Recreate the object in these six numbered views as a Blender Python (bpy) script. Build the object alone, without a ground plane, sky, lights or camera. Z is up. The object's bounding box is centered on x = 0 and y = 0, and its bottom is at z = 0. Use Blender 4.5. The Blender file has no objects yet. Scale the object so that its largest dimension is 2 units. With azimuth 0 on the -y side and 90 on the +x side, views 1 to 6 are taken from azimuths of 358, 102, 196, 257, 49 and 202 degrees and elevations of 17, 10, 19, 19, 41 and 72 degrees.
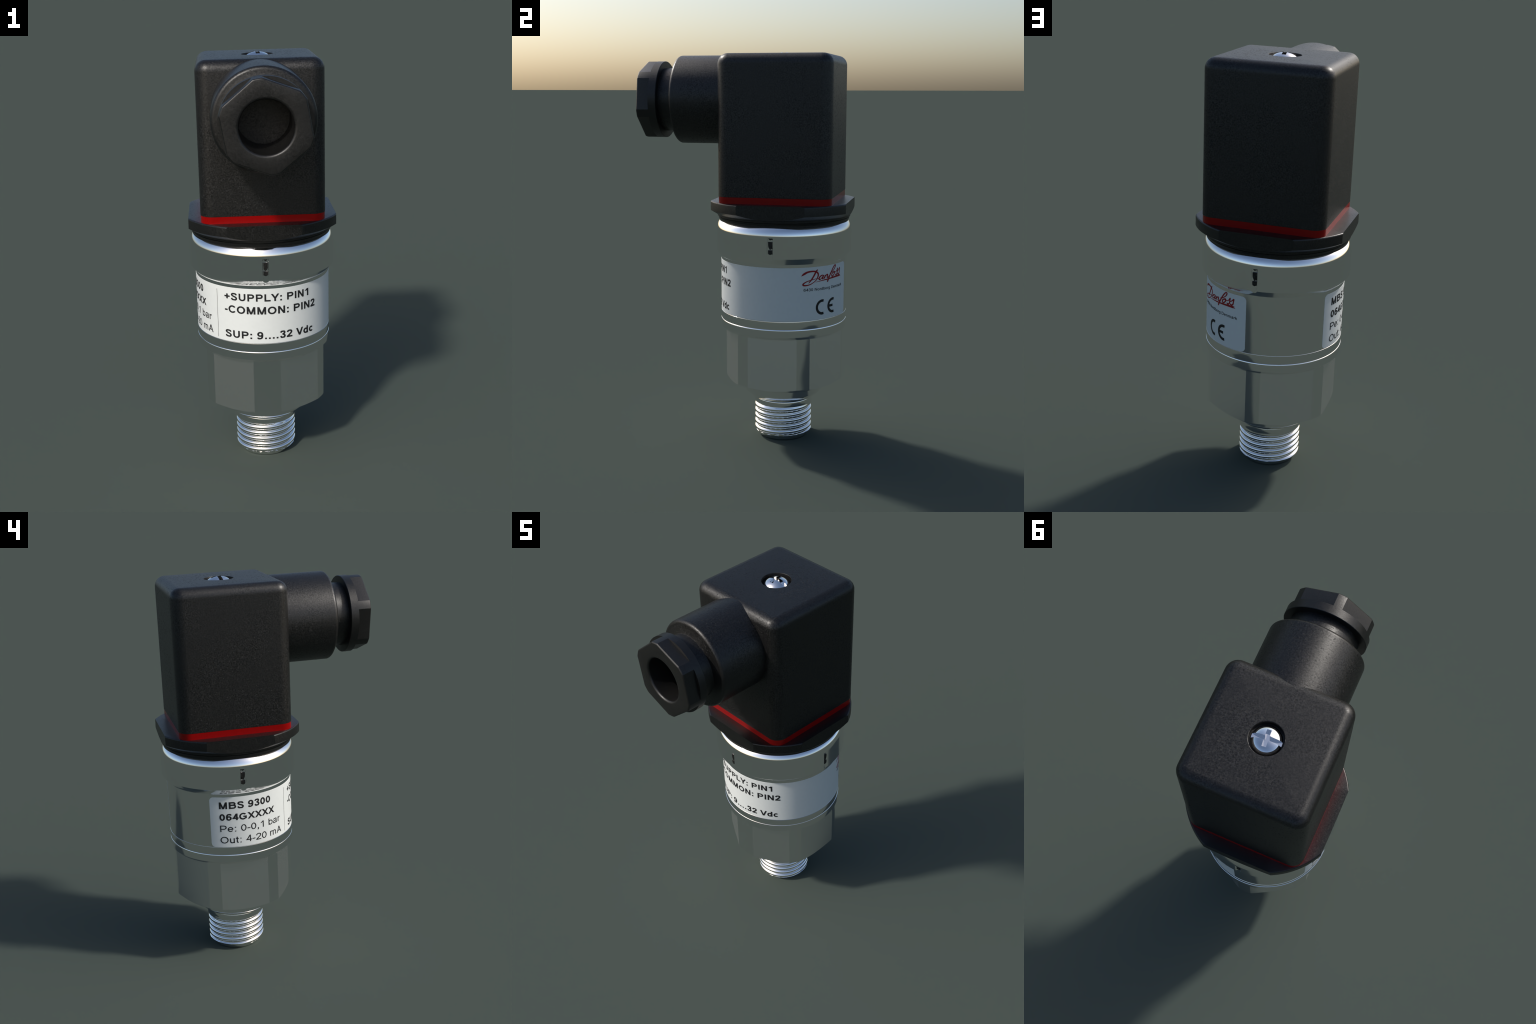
"""Pressure transmitter: threaded steel stem, hexagon, steel can with a wrapped
label, crimped ring, black plug connector with red gasket, cable gland, screw."""
import bpy, bmesh, math, random
from math import pi, sin, cos, radians, degrees, sqrt, acos, atan2
from mathutils import Vector

random.seed(7)
AXIS_Y = 0.190            # the upright axis stands at x = 0, y = AXIS_Y
GLAND_Z = 1.7635          # height of the horizontal axis of the cable outlet
SEG = 144                 # points round a turned part

# ------------------------------------------------------------------ materials


def new_material(name):
    m = bpy.data.materials.new(name)
    m.use_nodes = True
    nt = m.node_tree
    bsdf = nt.nodes["Principled BSDF"]
    return m, nt, bsdf


def node(nt, kind, **kw):
    n = nt.nodes.new(kind)
    for k, v in kw.items():
        setattr(n, k, v)
    return n


def noise(nt, vec, scale, detail=2.0, rough=0.5):
    n = node(nt, "ShaderNodeTexNoise")
    n.inputs["Scale"].default_value = scale
    n.inputs["Detail"].default_value = detail
    n.inputs["Roughness"].default_value = rough
    nt.links.new(vec, n.inputs["Vector"])
    return n.outputs["Fac"]


def map_range(nt, val, a, b, c, d):
    n = node(nt, "ShaderNodeMapRange")
    for i, v in zip((1, 2, 3, 4), (a, b, c, d)):
        n.inputs[i].default_value = v
    nt.links.new(val, n.inputs[0])
    return n.outputs[0]


def math_node(nt, op, a, b):
    n = node(nt, "ShaderNodeMath", operation=op)
    for i, v in enumerate((a, b)):
        if isinstance(v, (int, float)):
            n.inputs[i].default_value = v
        else:
            nt.links.new(v, n.inputs[i])
    return n.outputs[0]


def black_plastic(name="black_plastic", gasket_reflection=False, wear=1.0, gloss=0.0):
    """Moulded polyamide: nearly black, satin, with a fine worn grain."""
    m, nt, b = new_material(name)
    co = node(nt, "ShaderNodeTexCoord").outputs["Object"]
    grain = noise(nt, co, 150.0, 4.0, 0.65)
    patches = noise(nt, co, 4.5, 3.0, 0.55)
    specks = noise(nt, co, 120.0, 2.0, 0.5)
    where = map_range(nt, patches, 0.38, 0.60, 0.30 * wear, wear)
    # colour and sheen: a touch lighter where the grain is scuffed
    g = math_node(nt, "MULTIPLY", map_range(nt, grain, 0.36, 0.66, -1.0, 1.0), where)
    fac = map_range(nt, g, -1.0, 1.0, 0.0, 1.0)
    mix = node(nt, "ShaderNodeMix", data_type="RGBA")
    mix.inputs[6].default_value = (0.0010, 0.0011, 0.0012, 1)
    mix.inputs[7].default_value = (0.0090, 0.0086, 0.0081, 1)
    nt.links.new(fac, mix.inputs[0])
    colour = mix.outputs[2]
    if gasket_reflection:                                      # red reflection of the gasket, painted into the rim's top colour
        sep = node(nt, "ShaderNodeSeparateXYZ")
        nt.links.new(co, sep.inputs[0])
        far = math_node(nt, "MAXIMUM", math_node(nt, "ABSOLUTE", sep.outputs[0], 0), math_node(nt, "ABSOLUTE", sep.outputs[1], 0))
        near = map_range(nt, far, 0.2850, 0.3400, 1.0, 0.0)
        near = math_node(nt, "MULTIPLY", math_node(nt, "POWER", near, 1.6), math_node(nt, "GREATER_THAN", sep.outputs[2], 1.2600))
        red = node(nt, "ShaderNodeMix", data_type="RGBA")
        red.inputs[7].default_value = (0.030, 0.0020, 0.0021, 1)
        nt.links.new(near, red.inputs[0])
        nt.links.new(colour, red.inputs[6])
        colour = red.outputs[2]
    nt.links.new(colour, b.inputs["Base Color"])
    # gloss: satin with dull pinholes
    pits = map_range(nt, specks, 0.58, 0.68, 0.0, 0.35)
    r = math_node(nt, "ADD", map_range(nt, grain, 0.3, 0.7, 0.37 - gloss, 0.45 - gloss), math_node(nt, "MULTIPLY", pits, where))
    nt.links.new(r, b.inputs["Roughness"])
    nt.links.new(map_range(nt, g, -1.0, 1.0, 0.32, 0.62), b.inputs["Specular IOR Level"])
    bump = node(nt, "ShaderNodeBump")
    bump.inputs["Strength"].default_value = 0.15
    bump.inputs["Distance"].default_value = 0.002
    nt.links.new(grain, bump.inputs["Height"])
    nt.links.new(bump.outputs[0], b.inputs["Normal"])
    return m


def steel(name, rough, tint=(0.94, 0.93, 0.93), smear=0.15):
    m, nt, b = new_material(name)
    co = node(nt, "ShaderNodeTexCoord").outputs["Object"]
    cloud = noise(nt, co, 9.0, 3.0, 0.5)
    b.inputs["Base Color"].default_value = (*tint, 1)
    b.inputs["Metallic"].default_value = 1.0
    nt.links.new(map_range(nt, cloud, 0.3, 0.7, rough * (1 - smear), rough * (1 + smear)), b.inputs["Roughness"])
    return m


def plain(name, colour, rough, spec=0.5):
    m, nt, b = new_material(name)
    co = node(nt, "ShaderNodeTexCoord").outputs["Object"]
    n = noise(nt, co, 60.0, 2.0, 0.5)
    mix = node(nt, "ShaderNodeMix", data_type="RGBA")
    mix.inputs[6].default_value = (*[c * 0.97 for c in colour], 1)
    mix.inputs[7].default_value = (*[min(1.0, c * 1.03) for c in colour], 1)
    nt.links.new(n, mix.inputs[0])
    nt.links.new(mix.outputs[2], b.inputs["Base Color"])
    b.inputs["Roughness"].default_value = rough
    b.inputs["Specular IOR Level"].default_value = spec
    return m


PLASTIC = black_plastic()
NUT_PLASTIC = black_plastic("fine_black_plastic", False, 0.35)
RIM_PLASTIC = black_plastic("reflection_tinted_black_plastic", True, 0.5, 0.05)  # its colour includes a painted reflection of the red gasket
POLISHED = steel("polished_steel", 0.075)
MILLED = steel("milled_steel", 0.27, smear=0.0)
RED = plain("red_rubber", (0.205, 0.0003, 0.0003), 0.26, 0.28)
PAPER = plain("white_label_film", (0.61, 0.635, 0.625), 0.55, 0.3)
INK = plain("black_ink", (0.012, 0.012, 0.013), 0.5, 0.3)
RED_INK = plain("red_ink", (0.25, 0.006, 0.009), 0.5, 0.3)

# ------------------------------------------------------------- object helpers

ROOT = bpy.data.objects.new("pressure_transmitter", None)
ROOT.location = (0, AXIS_Y, 0)
bpy.context.scene.collection.objects.link(ROOT)
ROOT["label"] = "steel pressure transmitter with black plug connector and white label"
ROOT["category"] = "pressure sensor"


def add_object(name, bm, mats, parent=None, sharp=15.0):
    me = bpy.data.meshes.new(name)
    bmesh.ops.recalc_face_normals(bm, faces=bm.faces)
    for f in bm.faces:
        f.smooth = True
    bm.to_mesh(me)
    bm.free()
    for m in (mats if isinstance(mats, (list, tuple)) else [mats]):
        me.materials.append(m)
    me.set_sharp_from_angle(angle=radians(sharp))
    ob = bpy.data.objects.new(name, me)
    bpy.context.scene.collection.objects.link(ob)
    ob.parent = parent or ROOT
    return ob


def loft(bm, rings, close_start=True, close_end=True):
    """Skin through rings that all hold the same number of points."""
    rows = [[bm.verts.new(p) for p in ring] for ring in rings]
    n = len(rows[0])
    for a, b in zip(rows, rows[1:]):
        for i in range(n):
            j = (i + 1) % n
            bm.faces.new((a[i], a[j], b[j], b[i]))
    if close_start:
        bm.faces.new(rows[0][::-1])
    if close_end:
        bm.faces.new(rows[-1])
    return rows


def turn(bm, profile, seg=SEG, **kw):
    """Turned part on the upright axis from (radius, z) pairs."""
    return loft(bm, [[(r * sin(2 * pi * i / seg), -r * cos(2 * pi * i / seg), z) for i in range(seg)]
                     for r, z in profile], **kw)


def turn_gland(bm, profile, seg=SEG, **kw):
    """Turned part on the horizontal outlet axis from (radius, world y) pairs."""
    return loft(bm, [[(r * cos(2 * pi * i / seg), y - AXIS_Y, GLAND_Z + r * sin(2 * pi * i / seg)) for i in range(seg)]
                     for r, y in profile], **kw)


def fillet(c, radius, a0, a1, steps=7):
    return [(c[0] + radius * cos(radians(a0 + (a1 - a0) * i / steps)),
             c[1] + radius * sin(radians(a0 + (a1 - a0) * i / steps))) for i in range(steps + 1)]


def azimuth_point(r, az_deg, z):
    a = radians(az_deg)
    return Vector((r * sin(a), -r * cos(a), z))


def facetted_outline(R, flats, per_arc=8, per_flat=8):
    """Circle of radius R with chords between the angle pairs in `flats` (degrees)."""
    pts = []
    for k, (a0, a1) in enumerate(flats):
        p0 = (R * cos(radians(a0)), R * sin(radians(a0)))
        p1 = (R * cos(radians(a1)), R * sin(radians(a1)))
        for i in range(per_flat):
            t = i / per_flat
            pts.append((p0[0] + (p1[0] - p0[0]) * t, p0[1] + (p1[1] - p0[1]) * t))
        nxt = flats[(k + 1) % len(flats)][0]
        while nxt < a1:
            nxt += 360
        for i in range(per_arc):
            a = radians(a1 + (nxt - a1) * i / per_arc)
            pts.append((R * cos(a), R * sin(a)))
    return pts


def chord_flats(R, d, count, phase):
    h = degrees(acos(d / R))
    return [(phase + 360 / count * k - h, phase + 360 / count * k + h) for k in range(count)]


# ------------------------------------------------------------- threaded stem


def build_stem():
    bm = bmesh.new()
    pitch, crest, depth = 0.0303, 0.1525, 0.0140
    seg, top, rows = 160, 0.1935, 200

    def radius(az, z):
        phase = (z - 0.0420 - pitch * (az - 12.0) / 360.0) / pitch
        phase -= round(phase)                      # -0.5 .. 0.5, zero on the crest
        r = crest - depth * (2 * abs(phase)) ** 2.2
        run_out = min(1.0, max(0.0, (top - z) / 0.022))   # the groove fades into the plain collar
        run_out = run_out * run_out * (3 - 2 * run_out)
        r = 0.1515 + (r - 0.1515) * run_out
        return min(r, 0.124 + z * 0.80)            # lead-in chamfer

    rings = []
    for k in range(rows + 1):
        z = top * k / rows
        rings.append([tuple(azimuth_point(radius(360 * i / seg, z), 360 * i / seg, z)) for i in range(seg)])
    rings += [[tuple(azimuth_point(r, 360 * i / seg, z)) for i in range(seg)] for r, z in
              [(0.1515, 0.2095), (0.1505, 0.2120), (0.1480, 0.2130), (0.142, 0.2134), (0.1400, 0.2145), (0.1400, 0.262)]]
    # shallow pressure port in the end face
    inner = [[tuple(azimuth_point(r, 360 * i / seg, z)) for i in range(seg)] for r, z in [(0.03, 0.07), (0.03, 0.0)]]
    loft(bm, inner + rings)
    return add_object("threaded_stem", bm, POLISHED, sharp=28)


def build_hexagon():
    bm = bmesh.new()
    R = 0.3122
    d = 0.2860
    # regular hexagon with turned-off corners; the front corner is turned a little deeper
    corner = {0: 0.3000}
    out, flats = [], []
    for k in range(6):
        c0, c1 = corner.get(k, R), corner.get((k + 1) % 6, R)
        mid = 60 * k + 30
        f0, f1 = mid - degrees(acos(d / c0)), mid + degrees(acos(d / c1))
        flats.append((f0, f1))
        p0, p1 = azimuth_point(c0, f0, 0), azimuth_point(c1, f1, 0)
        out += [tuple((p0 + (p1 - p0) * (i / 24)).xy) for i in range(24)]
        nxt = mid + 60 - degrees(acos(d / c1))
        out += [tuple(azimuth_point(c1, f1 + (nxt - f1) * i / 8, 0).xy) for i in range(8)]
    slope = 0.50

    def cone(p):
        return 0.328 - (R - sqrt(p[0] ** 2 + p[1] ** 2)) * slope

    def scaled(r, z):
        return [(p[0] / sqrt(p[0] ** 2 + p[1] ** 2) * r, p[1] / sqrt(p[0] ** 2 + p[1] ** 2) * r, z) for p in out]

    rings = [scaled(0.12, 0.2180), scaled(0.1620, 0.2180), scaled(0.1950, 0.2460), scaled(0.1980, 0.2490),
             scaled(0.2000, 0.2850), scaled(0.2050, 0.2900), scaled(0.2450, 0.2960),
             [(p[0], p[1], cone(p)) for p in out], [(p[0], p[1], 0.5935) for p in out], scaled(0.2, 0.5935)]
    loft(bm, rings)
    # milled flats are a little rougher than the turned corners
    for f in bm.faces:
        n = f.normal if f.normal.length > 0 else Vector((0, 0, 1))
        f.normal_update()
        c = f.calc_center_median()
        if abs(f.normal.z) < 0.05 and 0.335 < c.z < 0.59:
            az = degrees(atan2(c.x, -c.y)) % 360
            if any(a < az < b for a, b in flats):
                f.material_index = 1
    return add_object("hexagon", bm, [POLISHED, MILLED], sharp=9)


# ----------------------------------------------------------------- steel can

BODY_R = 0.3243


def build_can():
    bm = bmesh.new()
    profile = [(0.20, 0.5900), (0.3120, 0.5900), (0.3265, 0.6050), (0.3272, 0.6395), (0.3267, 0.6420), (0.3259, 0.6437), (0.3246, 0.6446),
               (0.3254, 0.6480), (0.3254, 0.6850), (0.3251, 0.6860), (BODY_R, 0.6866), (BODY_R, 1.05), (0.2, 1.05)]
    turn(bm, profile)
    return add_object("steel_can", bm, POLISHED, sharp=20)


def build_ring():
    """Crimped ring with four half-round grooves."""
    bm = bmesh.new()
    profile = [(0.30, 0.9720), (0.3255, 0.9720), (0.3500, 1.0030), (0.3500, 1.1080)]
    profile += [(0.3100 + 0.040 * cos(radians(a)), 1.1080 + 0.0570 * sin(radians(a))) for a in range(6, 62, 5)]
    profile += [(0.3255, 1.1585), (0.3220, 1.1575), (0.3210, 1.1400), (0.30, 1.1400)]
    turn(bm, profile, seg=360)
    ring = add_object("crimp_ring", bm, POLISHED, sharp=20)
    bmc = bmesh.new()
    for q in range(4):
        # groove: upright rod that just bites the wall, flat top end
        c = azimuth_point(0.3570, 90 * q + 0.25, 0)
        rod = [[(c.x + 0.016 * cos(2 * pi * i / 40), c.y + 0.016 * sin(2 * pi * i / 40), z) for i in range(40)]
               for z in (0.95, 1.106)]
        loft(bmc, rod)
    cutter = add_object("groove_cutter", bmc, POLISHED)
    mod = ring.modifiers.new("grooves", "BOOLEAN")
    mod.operation, mod.solver, mod.object = "DIFFERENCE", "EXACT", cutter
    bpy.context.view_layer.update()
    me = bpy.data.meshes.new_from_object(ring.evaluated_get(bpy.context.evaluated_depsgraph_get()))
    ring.modifiers.clear()
    ring.data = me
    me.name = "crimp_ring"
    me.set_sharp_from_angle(angle=radians(20))
    bpy.data.objects.remove(cutter)
    # black moulded pips that show through each groove
    for q in range(4):
        bm = bmesh.new()
        w = 0.0098
        shapes = [[(-w, 1.1050), (w, 1.1050), (0.0015, 1.0965), (-0.0015, 1.0965)],
                  [(-w, 1.0885), (w, 1.0885), (w, 1.0740), (0.0075, 1.0625), (0.0020, 1.0500), (-0.0020, 1.0500), (-0.0075, 1.0625), (-w, 1.0740)],
                  [(-w, 1.0475), (w, 1.0475), (w, 1.0325), (0.0070, 1.0270), (0.0, 1.0245), (-0.0070, 1.0270), (-w, 1.0325)]]
        for pts in shapes:
            def at(s, r, z):
                return azimuth_point(r, 90 * q + 0.25 + degrees(s / r), z)
            loft(bm, [[at(s, 0.336, z) for s, z in pts], [at(s, 0.3448, z) for s, z in pts]])
        add_object("groove_insert", bm, PLASTIC, ring)
    return ring


# ----------------------------------------------------------- label and print

LABEL_R = BODY_R + 0.0007
INK_R = LABEL_R + 0.0005


def build_label():
    bm = bmesh.new()
    a0, a1, z0, z1, rad = -120.0, 172.8, 0.6880, 0.9560, 0.020
    cols = []
    total = radians(a1 - a0) * LABEL_R
    xs = [rad * (1 - cos(pi / 2 * i / 8)) for i in range(8)]
    xs = xs + [rad + (total - 2 * rad) * i / 180 for i in range(181)] + [total - x for x in reversed(xs)]
    front, back = [], []
    for x in xs:
        e = max(0.0, rad - x, rad - (total - x))
        cut = rad - sqrt(max(0.0, rad * rad - e * e))
        az = a0 + degrees(x / LABEL_R)
        front.append([bm.verts.new(azimuth_point(LABEL_R, az, z)) for z in (z0 + cut, z1 - cut)])
        back.append([bm.verts.new(azimuth_point(LABEL_R - 0.0012, az, z)) for z in (z0 + cut, z1 - cut)])
    for i in range(len(xs) - 1):
        bm.faces.new((front[i][0], front[i + 1][0], front[i + 1][1], front[i][1]))
        bm.faces.new((back[i][0], back[i][1], back[i + 1][1], back[i + 1][0]))
        for k in (0, 1):
            bm.faces.new((front[i][k], back[i][k], back[i + 1][k], front[i + 1][k]))
    for i in (0, -1):
        bm.faces.new((front[i][0], front[i][1], back[i][1], back[i][0]))
    return add_object("label", bm, PAPER, sharp=30)


def wrap(bm, az0, radius=INK_R):
    """Bend flat print (x along the label, y up, z = lift) round the can, with a skirt."""
    bound = [e for e in bm.edges if e.is_boundary]
    new = bmesh.ops.extrude_edge_only(bm, edges=bound)["geom"]
    low = {v for v in new if isinstance(v, bmesh.types.BMVert)}
    for v in bm.verts:
        r = radius + v.co.z - (0.0010 if v in low else 0.0)
        v.co = azimuth_point(r, az0 + degrees(v.co.x / radius), v.co.y)


def arc(cx, cy, rx, ry, a0, a1, n=22):
    return [(cx + rx * cos(radians(a0 + (a1 - a0) * i / n)), cy + ry * sin(radians(a0 + (a1 - a0) * i / n))) for i in range(n + 1)]


def glyph(ch, w):
    """Grotesque letterform as pen strokes of width w (em units).
    Returns advance width and strokes; a stroke is ("pen", points) or ("bar", p, q):
    a slanted bar cut off level at both ends."""
    h, cap, xh = w / 2, 0.716, 0.530
    l = 0.075 + h
    B, P = [], []

    def pen(*pts):
        P.append(("pen", list(pts)))

    def curve(*pts):
        P.append(("pen", [(x, y) for x, y, _ in smooth_path([(x, y, 0) for x, y in pts])]))

    def bar(p, q):
        P.append(("bar", p, q))

    def ring(cx, cy, rx, ry, a0=90, a1=450):
        P.append(("pen", arc(cx, cy, rx - h, ry - h, a0, a1, 40)))

    adv = 0.556
    if ch == " ":
        adv = 0.278
    elif ch in ".:,":
        adv = 0.30
        pen((0.15, 0), (0.15, w * 1.05))
        if ch == ":":
            pen((0.15, xh - w * 1.05), (0.15, xh))
        if ch == ",":
            bar((0.15 + h * 0.6, 0.02), (0.15 - h * 0.6, -0.13))
    elif ch == "-":
        adv = 0.333
        pen((0.04, 0.25), (0.295, 0.25))
    elif ch == "+":
        adv = 0.584
        pen((0.045, 0.335), (0.54, 0.335))
        pen((0.2925, 0.09), (0.2925, 0.58))
    elif ch == "I":
        adv = 0.278
        pen((l, 0), (l, cap))
    elif ch == "L":
        adv = 0.595
        pen((l, 0), (l, cap))
        pen((l, h), (0.57, h))
    elif ch in "PDB":
        adv = 0.68 if ch == "P" else 0.722
        pen((l, 0), (l, cap))
        if ch == "P":
            c = 0.49
            pen((l, cap - h), (0.40, cap - h), *arc(0.40, c, 0.23 - h, cap - h - c, 88, -88), (0.40, 2 * c - cap + h), (l, 2 * c - cap + h))
        elif ch == "D":
            pen((l, cap - h), (0.32, cap - h), *arc(0.32, cap / 2, 0.36 - h, cap / 2 - h, 88, -88), (0.32, h), (l, h))
        else:
            m = 0.385
            pen((l, cap - h), (0.42, cap - h), *arc(0.42, (cap - h + m) / 2, 0.225 - h, (cap - h - m) / 2, 88, -88), (0.42, m), (l, m))
            pen((l, m), (0.43, m), *arc(0.43, (m + h) / 2, 0.255 - h, (m - h) / 2, 88, -88), (0.43, h), (l, h))
    elif ch == "M":
        adv = 0.833
        r = adv - l
        pen((l, 0), (l, cap))
        pen((r, 0), (r, cap))
        bar((l + 0.01, cap), (adv / 2, 0))
        bar((r - 0.01, cap), (adv / 2, 0))
    elif ch == "N":
        adv = 0.722
        r = adv - l
        pen((l, 0), (l, cap))
        pen((r, 0), (r, cap))
        bar((l, cap), (r, 0))
    elif ch == "U":
        adv = 0.722
        r = adv - l
        pen((l, cap), (l, 0.27), *arc(adv / 2, 0.27, adv / 2 - l, 0.28 - h, 182, 358), (r, 0.27), (r, cap))
    elif ch == "X":
        adv = 0.667
        bar((0.085, cap), (0.58, 0))
        bar((0.58, cap), (0.085, 0))
    elif ch == "Y":
        adv = 0.667
        bar((0.08, cap), (0.3335, 0.28))
        bar((0.587, cap), (0.3335, 0.28))
        pen((0.3335, 0), (0.3335, 0.36))
    elif ch in "VA":
        adv = 0.667
        y0, y1 = (cap, 0) if ch == "V" else (0, cap)
        bar((0.085, y0), (0.3335, y1))
        bar((0.582, y0), (0.3335, y1))
        if ch == "A":
            pen((0.17, 0.24), (0.50, 0.24))
    elif ch == "O":
        adv = 0.778
        ring(adv / 2, cap / 2, 0.345, 0.37)
    elif ch in "CG":
        adv = 0.722 if ch == "C" else 0.778
        ring(0.385, cap / 2, 0.34, 0.37, 38 if ch == "C" else 40, 322 if ch == "C" else 312)
        if ch == "G":
            pen((0.40, 0.33), (0.70 - h, 0.33), (0.70 - h, 0.09))
    elif ch == "S":
        adv = 0.667
        x0, x1 = 0.055 + h, 0.612 - h
        curve((x1 - 0.015, 0.515), (x1 - 0.055, 0.622), (0.335, 0.728 - h), (x0 + 0.07, 0.635), (x0 + 0.015, 0.53), (x0 + 0.09, 0.435),
              (0.345, 0.375), (x1 - 0.06, 0.305), (x1, 0.205), (x1 - 0.06, 0.075), (0.34, h - 0.012), (x0 + 0.06, 0.085), (x0, 0.215))
    elif ch == "0":
        ring(0.278, cap / 2, 0.238, 0.368)
    elif ch == "1":
        pen((0.345, 0), (0.345, cap))
        bar((0.345, 0.70), (0.13, 0.50))
    elif ch == "2":
        x0, x1 = 0.04 + h, 0.515 - h
        curve((x0 + 0.005, 0.50), (x0 + 0.045, 0.62), (0.275, cap - h + 0.01), (x1 - 0.04, 0.625), (x1, 0.51), (x1 - 0.06, 0.385), (0.26, 0.24), (0.12, 0.10), (0.085, h))
        pen((0.04, h), (0.515, h))
    elif ch == "3":
        x0, x1 = 0.04 + h, 0.515 - h
        curve((x0 + 0.005, 0.535), (x0 + 0.065, 0.64), (0.27, 0.726 - h), (x1 - 0.06, 0.64), (x1 - 0.02, 0.535), (x1 - 0.085, 0.42), (0.25, 0.378))
        curve((0.25, 0.378), (x1 - 0.09, 0.345), (x1, 0.215), (x1 - 0.055, 0.075), (0.275, h - 0.01), (x0 + 0.07, 0.065), (x0, 0.195))
    elif ch == "4":
        pen((0.40, 0), (0.40, cap))
        pen((0.03, 0.215), (0.54, 0.215))
        bar((0.39, cap), (0.03 + h * 1.2, 0.19))
    elif ch in "69":
        ring(0.285, 0.235, 0.235, 0.247)
        curve((0.055 + h, 0.235), (0.05 + h, 0.40), (0.095 + h, 0.59), (0.285, 0.728 - h), (0.47 - h * 0.6, 0.645), (0.51 - h, 0.545))
        if ch == "9":
            P = [("pen", [(0.556 - x, cap - y) for x, y in k[1]]) for k in P]
    elif ch in "ocebdg":
        adv = 0.556 if ch != "c" else 0.52
        cx = 0.275
        if ch == "c":
            ring(cx, xh / 2, 0.235, xh / 2 + 0.01, 42, 318)
        elif ch == "e":
            ring(cx, xh / 2, 0.24, xh / 2 + 0.01, 0, 325)
            pen((cx - 0.2, xh / 2 + 0.005), (cx + 0.24 - h * 0.3, xh / 2 + 0.005))
        else:
            ring(cx if ch == "o" else (0.30 if ch == "b" else 0.255), xh / 2, 0.235, xh / 2 + 0.01)
            if ch == "b":
                pen((l, 0), (l, cap))
            if ch == "d":
                pen((0.49 - h, 0), (0.49 - h, cap))
            if ch == "g":
                pen((0.49 - h, xh), (0.49 - h, -0.03), *arc(0.27, -0.03, 0.22 - h, 0.185 - h, -4, -150))
    elif ch == "a":
        curve((0.06 + h, 0.40), (0.12 + h, 0.49), (0.27, xh + 0.01 - h), (0.43 - h * 0.6, 0.485), (0.475 - h, 0.38), (0.475 - h, 0.14), (0.51 - h, 0.0))
        curve((0.475 - h, 0.315), (0.30, 0.275), (0.12 + h * 0.4, 0.235), (0.045 + h, 0.145), (0.10 + h * 0.6, 0.04), (0.22, h - 0.012), (0.38, 0.075), (0.475 - h, 0.19))
    elif ch in "run":
        adv = 0.345 if ch == "r" else 0.556
        if ch == "u":
            r = adv - l
            pen((r, 0), (r, xh))
            pen((l, xh), (l, 0.19), *arc((l + r) / 2, 0.19, (r - l) / 2, 0.2 - h, 182, 352))
        else:
            pen((l, 0), (l, xh))
            if ch == "r":
                pen(*arc(0.30, 0.32, 0.30 - l, xh - h - 0.32, 170, 70))
            else:
                r = adv - l
                pen(*arc((l + r) / 2, xh - 0.20, (r - l) / 2, 0.21 - h, 175, 2), (r, xh - 0.20), (r, 0))
    elif ch == "m":
        adv = 0.833
        r = adv - l
        pen((l, 0), (l, xh))
        mid = adv / 2
        pen(*arc((l + mid) / 2, xh - 0.17, (mid - l) / 2, 0.18 - h, 175, 2), (mid, xh - 0.17), (mid, 0))
        pen(*arc((r + mid) / 2, xh - 0.17, (r - mid) / 2, 0.18 - h, 175, 2), (r, xh - 0.17), (r, 0))
    elif ch == "t":
        adv = 0.30
        pen((0.09 + h, 0.68), (0.09 + h, 0.12), *arc(0.20 + h, 0.12, 0.11, 0.12 - h + 0.005, 190, 275))
        pen((0.02, xh - h), (0.27, xh - h))
    elif ch == "k":
        adv = 0.52
        pen((l, 0), (l, cap))
        bar((l + 0.0, 0.19), (0.43, xh))
        bar((0.24, 0.34), (0.45, 0))
    return adv, P


def extent(bm, axis):
    vals = [v.co[axis] for v in bm.verts]
    return min(vals), max(vals)


def print_text(body, az0, az1, base, cap, bold, parent):
    """Set a line so that its ink spans az0..az1 with the given baseline and capital height."""
    w = 0.146 if bold == 2 else (0.105 if bold == 1 else 0.094)
    bm = bmesh.new()
    x, k = 0.0, 0
    for ch in body:
        adv, strokes = glyph(ch, w)
        for st in strokes:
            k += 1
            lift = (k % 7) * 3.0e-5
            if st[0] == "pen":
                stroke(bm, [((x + px) * 1000, py * 1000, w * 1000) for px, py in st[1]], lift, smooth=False, climb=0.0)
            else:
                (px, py), (qx, qy) = st[1], st[2]
                hw = w / 2 * sqrt(1 + ((qx - px) / (qy - py)) ** 2)
                bm.faces.new([bm.verts.new(c) for c in ((x + px - hw, py, lift), (x + px + hw, py, lift), (x + qx + hw, qy, lift), (x + qx - hw, qy, lift))])
        x += adv
    x0, x1 = extent(bm, 0)
    width = radians(az1 - az0) * INK_R
    for v in bm.verts:
        v.co = ((v.co.x - x0) * width / (x1 - x0), base + v.co.y * cap / 0.716, v.co.z)
    x = 0.006
    while x < width:
        bmesh.ops.bisect_plane(bm, geom=bm.verts[:] + bm.edges[:] + bm.faces[:], plane_co=(x, 0, 0), plane_no=(1, 0, 0), dist=1e-6)
        x += 0.006
    wrap(bm, az0)
    return add_object("lettering", bm, INK, parent, sharp=40)


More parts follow.
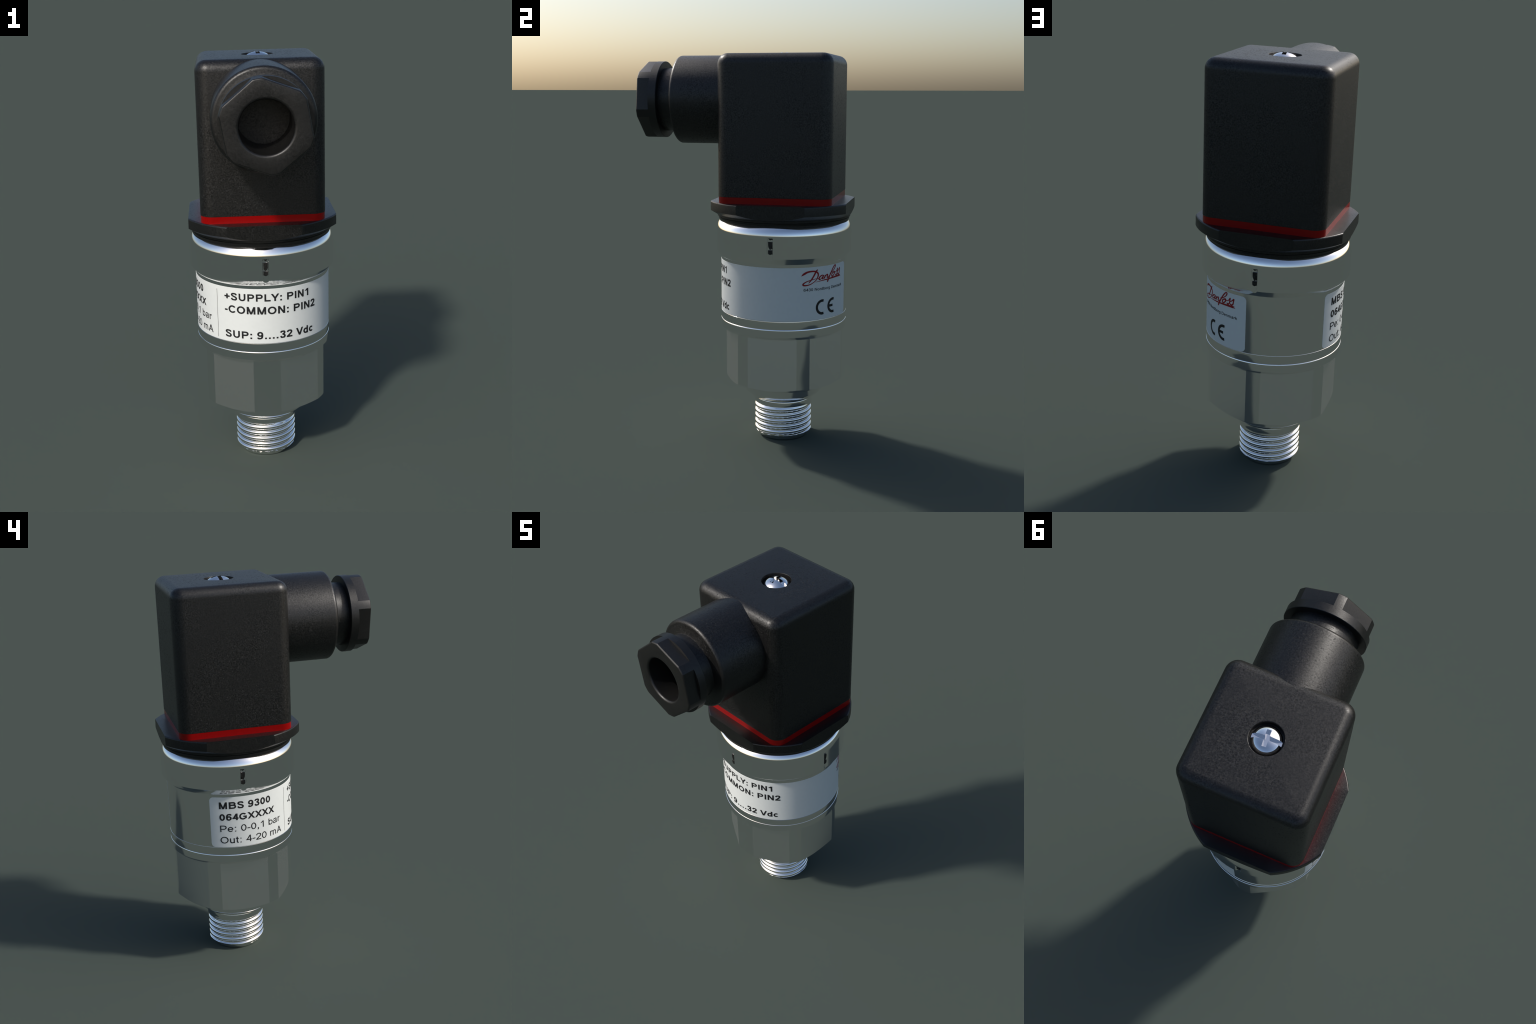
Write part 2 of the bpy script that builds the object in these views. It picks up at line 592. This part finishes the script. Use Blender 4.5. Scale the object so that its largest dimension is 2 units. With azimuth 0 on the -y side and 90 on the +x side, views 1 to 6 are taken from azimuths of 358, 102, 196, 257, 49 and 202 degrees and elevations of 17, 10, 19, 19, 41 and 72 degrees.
def smooth_path(pts, steps=9):
    """Catmull-Rom through (x, y, width) control points."""
    p = [pts[0]] + list(pts) + [pts[-1]]
    out = []
    for i in range(1, len(p) - 2):
        for k in range(steps):
            t = k / steps
            out.append([0.5 * (2 * p[i][c] + (p[i + 1][c] - p[i - 1][c]) * t
                               + (2 * p[i - 1][c] - 5 * p[i][c] + 4 * p[i + 1][c] - p[i + 2][c]) * t * t
                               + (3 * p[i][c] - p[i - 1][c] - 3 * p[i + 1][c] + p[i + 2][c]) * t ** 3) for c in range(3)])
    out.append(list(pts[-1]))
    return out


def stroke(bm, pts, lift, smooth=True, climb=2.0e-6):
    """Brush stroke of varying width in millimetres; it climbs slightly so that loops never lie in one plane."""
    path = smooth_path(pts) if smooth else [list(p) for p in pts]
    rows = []
    for i, (x, y, w) in enumerate(path):
        a, b = path[max(0, i - 1)], path[min(len(path) - 1, i + 1)]
        t = Vector((b[0] - a[0], b[1] - a[1]))
        t = t.normalized() if t.length > 1e-9 else Vector((1, 0))
        n = Vector((-t.y, t.x)) * (max(w, 0.6) / 2)
        if 0 < i < len(path) - 1:                  # mitre at corners
            d = Vector((x - a[0], y - a[1])).normalized()
            n /= max(0.6, abs(d.dot(t)))
        h = lift + i * climb
        rows.append([bm.verts.new(((x + s * n.x) / 1000, (y + s * n.y) / 1000, h)) for s in (-1, 1)])
    for a, b in zip(rows, rows[1:]):
        bm.faces.new((a[0], b[0], b[1], a[1]))


def build_logo(parent):
    """Script wordmark in red: swash capital, six joined small letters, underline."""
    mid = 0.900
    strokes = [
        # swash, bowl and lower loop of the capital
        [(-132, 14, 1), (-119, 23.5, 10), (-98.5, 33, 9), (-74, 35.5, 7.5), (-54, 33, 7.5), (-42, 24, 8), (-39.5, 13, 7.5),
         (-43, 3.5, 6), (-50.5, -9, 4.5), (-64.5, -19.5, 4), (-83.5, -29, 4.5), (-103.5, -33, 6), (-119, -32, 8),
         (-122.5, -27, 8), (-116, -20.5, 6), (-100, -13, 4.5), (-79.5, -8, 3.5), (-58, -4, 2.6), (-40, -2, 2.4), (-33, -1, 2.5)],
        [(-43, 42, 5), (-52, 33, 8.5), (-62.8, 15, 8), (-75.4, -3, 7.5), (-85, -14, 6), (-93.5, -23.5, 2)],
        # a
        [(-7, 9, 5), (-16, 11, 4.5), (-27, 6, 6), (-34.5, -3, 6.5), (-31.5, -9, 6), (-24, -7, 3.5), (-14, 2, 3.5), (-5.5, 10.5, 5)],
        [(-5.5, 10.5, 6), (-11, 1, 6), (-14.5, -6, 5.5), (-9, -7, 3.5), (0, 2, 3)],
        # n
        [(5.5, 11, 6), (2, 2, 6), (-1.2, -7.5, 6)],
        [(1, -2, 3), (9, 7, 4), (16.5, 11.5, 5.5), (21, 9, 6), (18, 1, 6), (17.5, -4, 5), (23, -4, 3), (31, 3, 3)],
        # f
        [(19, -26, 7), (25, -16, 7), (32, -3, 6.5), (46.5, 20.5, 5.5), (61.5, 40.5, 5.5), (72, 50.5, 5), (79, 51.5, 5.5), (79, 44, 5.5),
         (69.6, 32, 4), (50, 18.8, 3.6), (36, 14, 3.4)],
        # o
        [(62, 17, 5), (53, 10, 5.5), (50.5, 0.5, 5.5), (58, -2, 5), (69, 6.5, 5.5), (74, 16.5, 5.5), (68, 20, 5), (64, 16, 3.5), (74, 14.5, 3), (86, 16, 3)],
        # s, s
        [(84, 15, 3.2), (92.5, 21, 4), (100, 31, 5.5), (99, 21, 5), (96, 7, 5.5), (88, 0.5, 5.5), (80, 4, 5)],
        [(95, 13, 3.2), (108.5, 20.5, 4), (121.5, 31.5, 5.5), (120, 21, 5), (117, 7.5, 5.5), (109, 1.5, 5.5), (100.5, 5, 5)],
        # underline with a flared, notched end
        [(-54, -20, 1.2), (-17, -15.6, 3.5), (31, -11.4, 5.5), (79.5, -7.6, 7.5), (119, -6.2, 9)],
        [(115, -4.0, 4), (126, -3.6, 3.5)],
        [(115, -8.6, 4), (130.5, -10, 1.5)],
    ]
    bm = bmesh.new()
    for k, pts in enumerate(strokes):
        stroke(bm, [(x, y + mid * 1000, w * (1.0 if k < 2 else 1.15)) for x, y, w in pts], 4.0e-4 * k / len(strokes))
    wrap(bm, 140.0)
    return add_object("logo", bm, RED_INK, parent, sharp=40)


def build_conformity_mark(parent):
    """The two round letters of the conformity mark."""
    bm = bmesh.new()
    cy, R, w = 750.0, 32.5, 13.0

    def half_ring(cx, a0, a1):
        return [(cx + R * cos(radians(a0 + (a1 - a0) * i / 30)), cy + R * sin(radians(a0 + (a1 - a0) * i / 30)), w) for i in range(31)]

    stroke(bm, half_ring(-13.0, 75, 285), 0.0, smooth=False)
    stroke(bm, half_ring(60.5, 75, 285), 0.0, smooth=False)
    stroke(bm, [(28, cy, 12.5), (40, cy, 12.5), (60, cy, 12.5)], 1.5e-4, smooth=False)
    wrap(bm, 140.0)
    return add_object("conformity_mark", bm, INK, parent, sharp=40)


def build_print(label):
    bold, normal = 2, 0
    print_text("MBS 9300", -111.5, -62.9, 0.8945, 0.0360, bold, label)
    print_text("064GXXXX", -111.6, -58.5, 0.8325, 0.0350, bold, label)
    print_text("Pe: 0-0,1 bar", -111.4, -51.0, 0.7715, 0.0345, normal, label)
    print_text("Out: 4-20 mA", -111.7, -49.7, 0.7095, 0.0350, normal, label)
    print_text("+SUPPLY: PIN1", -35.7, 38.8, 0.8955, 0.0355, bold, label)
    print_text("-COMMON: PIN2", -35.7, 45.9, 0.8325, 0.0365, bold, label)
    print_text("SUP: 9....32 Vdc", -35.8, 43.2, 0.7100, 0.0360, bold, label)
    print_text("6430 Nordborg Denmark", 119.0, 165.1, 0.8370, 0.0140, 1, label)
    bm = bmesh.new()
    stroke(bm, [(0, 698.5, 1.6), (0, 938.0, 1.6)], 0.0, smooth=False)
    wrap(bm, -43.5)
    add_object("divider_line", bm, INK, label)
    build_logo(label)
    build_conformity_mark(label)


# -------------------------------------------------------- connector (plastic)


def build_flange():
    bm = bmesh.new()
    R, d = 0.3840, 0.3445

    def ring(Rr, zf):
        flats = chord_flats(Rr, d, 4, 0.0)
        return [(x, y, zf(sqrt(x * x + y * y))) for x, y in facetted_outline(Rr, flats, per_arc=14, per_flat=20)]

    base = ring(R, lambda r: 0)

    def circle(r, z):
        return [(x / sqrt(x * x + y * y) * r, y / sqrt(x * x + y * y) * r, z) for x, y, _ in base]

    rings = [circle(0.20, 1.130), circle(0.332, 1.130), circle(0.332, 1.1635), circle(0.3350, 1.1645), circle(0.3385, 1.1750),
             circle(0.3360, 1.1765), circle(0.3360, 1.1780), circle(0.3420, 1.1795), circle(0.3425, 1.1880),
             ring(R, lambda r: 1.2130 - (R - r) * 0.60)]
    rings += [ring(R - 0.007 + 0.007 * cos(radians(a)), lambda r, a=a: 1.2540 + 0.007 * sin(radians(a))) for a in (0, 15, 30, 45, 60, 75, 90)]
    rings.append(circle(0.20, 1.2610))
    loft(bm, rings)
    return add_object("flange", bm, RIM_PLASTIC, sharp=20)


def rounded_square(half, rc, z, per_corner=14, per_edge=12):
    pts = []
    for k in range(4):
        cx, cy = [(1, 1), (-1, 1), (-1, -1), (1, -1)][k]
        cx, cy = cx * (half - rc), cy * (half - rc)
        a0 = 90 * k
        corner = [(cx + rc * cos(radians(a0 + 90 * i / per_corner)), cy + rc * sin(radians(a0 + 90 * i / per_corner)), z)
                  for i in range(per_corner + 1)]
        pts += corner
        nx, ny = [(-1, 1), (-1, -1), (1, -1), (1, 1)][k]
        a1 = 90 * (k + 1)
        nxt = (nx * (half - rc) + rc * cos(radians(a1)), ny * (half - rc) + rc * sin(radians(a1)))
        last = corner[-1]
        for i in range(1, per_edge):
            t = i / per_edge
            pts.append((last[0] + (nxt[0] - last[0]) * t, last[1] + (nxt[1] - last[1]) * t, z))
    return pts


def build_gasket():
    bm = bmesh.new()
    rings = [rounded_square(0.2846, 0.0580, z) for z in (1.2550, 1.2930)]
    loft(bm, rings)
    return add_object("gasket", bm, RED)


def build_housing():
    bm = bmesh.new()
    half, rc, rt, top, bottom = 0.2856, 0.0590, 0.0500, 1.9890, 1.2925
    rings = [rounded_square(half - 0.01, rc - 0.01, bottom), rounded_square(half - 0.0015, rc - 0.0015, bottom), rounded_square(half, rc, bottom + 0.0015)]
    for i in range(0, 13):
        a = radians(90 * i / 12)
        inset = rt * (1 - cos(a))
        rings.append(rounded_square(half - inset, rc - inset, top - rt + rt * sin(a)))

    def circle(r, z):
        return [(x / sqrt(x * x + y * y) * r, y / sqrt(x * x + y * y) * r, z) for x, y, _ in rings[0]]

    rings += [circle(0.0755, top), circle(0.0745, top - 0.0004), circle(0.0738, top - 0.0016), circle(0.0738, top - 0.028)]
    loft(bm, rings)
    return add_object("connector_housing", bm, PLASTIC, sharp=20)


def build_screw(parent):
    bm = bmesh.new()
    base, height, r = 1.9560, 0.0446, 0.0670
    profile = [(r * 0.98, base - 0.03), (r, base - 0.025), (r, base - 0.004)]
    profile += [(r * cos(radians(a)), base + height * sin(radians(a))) for a in range(0, 90, 5)] + [(0.001, base + height)]
    turn(bm, profile, seg=96)
    screw = add_object("screw", bm, POLISHED, parent, sharp=25)
    bmc = bmesh.new()

    def box(hx, hy, z0, z1, turn_deg):
        c, s = cos(radians(turn_deg)), sin(radians(turn_deg))
        loft(bmc, [[(x * c - y * s, x * s + y * c, z) for x, y in ((-hx, -hy), (hx, -hy), (hx, hy), (-hx, hy))] for z in (z0, z1)])

    box(0.09, 0.0095, 1.9690, 2.05, 5.0)
    box(0.0095, 0.0370, 1.9640, 2.06, 5.0)
    cutter = add_object("slot_cutter", bmc, POLISHED)
    mod = screw.modifiers.new("slots", "BOOLEAN")
    mod.operation, mod.solver, mod.object = "DIFFERENCE", "EXACT", cutter
    mod.use_self = True
    bpy.context.view_layer.update()
    me = bpy.data.meshes.new_from_object(screw.evaluated_get(bpy.context.evaluated_depsgraph_get()))
    screw.modifiers.clear()
    screw.data = me
    me.name = "screw"
    me.set_sharp_from_angle(angle=radians(25))
    bpy.data.objects.remove(cutter)
    return screw


def build_outlet():
    bm = bmesh.new()
    R, f = 0.2228, 0.018
    front = -0.3585
    profile = [(0.05, -0.04), (R, -0.04)]
    profile += [(R - f + f * cos(radians(a)), front + f - f * sin(radians(a))) for a in range(0, 91, 10)]
    profile += [(0.1650, -0.3650), (0.1610, -0.3670), (0.1600, -0.3710), (0.1600, -0.4500), (0.1130, -0.4500), (0.1130, -0.2600)]
    turn_gland(bm, profile)
    return add_object("cable_outlet", bm, PLASTIC, sharp=25)


def build_nut():
    bm = bmesh.new()
    R, d, phase = 0.1945, 0.1777, 9.7
    back, step, front = -0.4335, -0.4735, -0.5398
    bore, rb, ch = 0.1100, 0.0125, 0.0085

    def pt(x, z, y):
        return (x, y - AXIS_Y, GLAND_Z + z)

    # round collar
    turn_gland(bm, [(0.111, back), (R - 0.002, back), (R, back - 0.002), (R, step), (0.111, step), (0.111, back)], close_start=False, close_end=False)

    # six-sided front
    def ring(delta, y):
        flats = chord_flats(R - delta, d - delta, 6, phase)
        return [pt(x, z, y) for x, z in facetted_outline(R - delta, flats, per_arc=8, per_flat=16)]

    outline = facetted_outline(R, chord_flats(R, d, 6, phase), per_arc=8, per_flat=16)

    def circle(r, y):
        return [pt(x / sqrt(x * x + z * z) * r, z / sqrt(x * x + z * z) * r, y) for x, z in outline]

    rings = [circle(bore + 0.002, step + 0.004), ring(0, step + 0.004)]
    rings += [ring(ch * (1 - cos(radians(a))), front + ch - ch * sin(radians(a))) for a in (0, 22, 45, 68, 90)]
    rings += [circle(bore + rb - rb * sin(radians(a)), front + rb - rb * cos(radians(a))) for a in range(0, 91, 15)]
    rings += [circle(bore, back - 0.0015), ]
    loft(bm, rings, close_start=False, close_end=False)
    return add_object("gland_nut", bm, NUT_PLASTIC, sharp=20)


build_stem()
build_hexagon()
build_can()
build_ring()
label = build_label()
build_print(label)
build_flange()
build_gasket()
housing = build_housing()
build_screw(housing)
build_outlet()
build_nut()
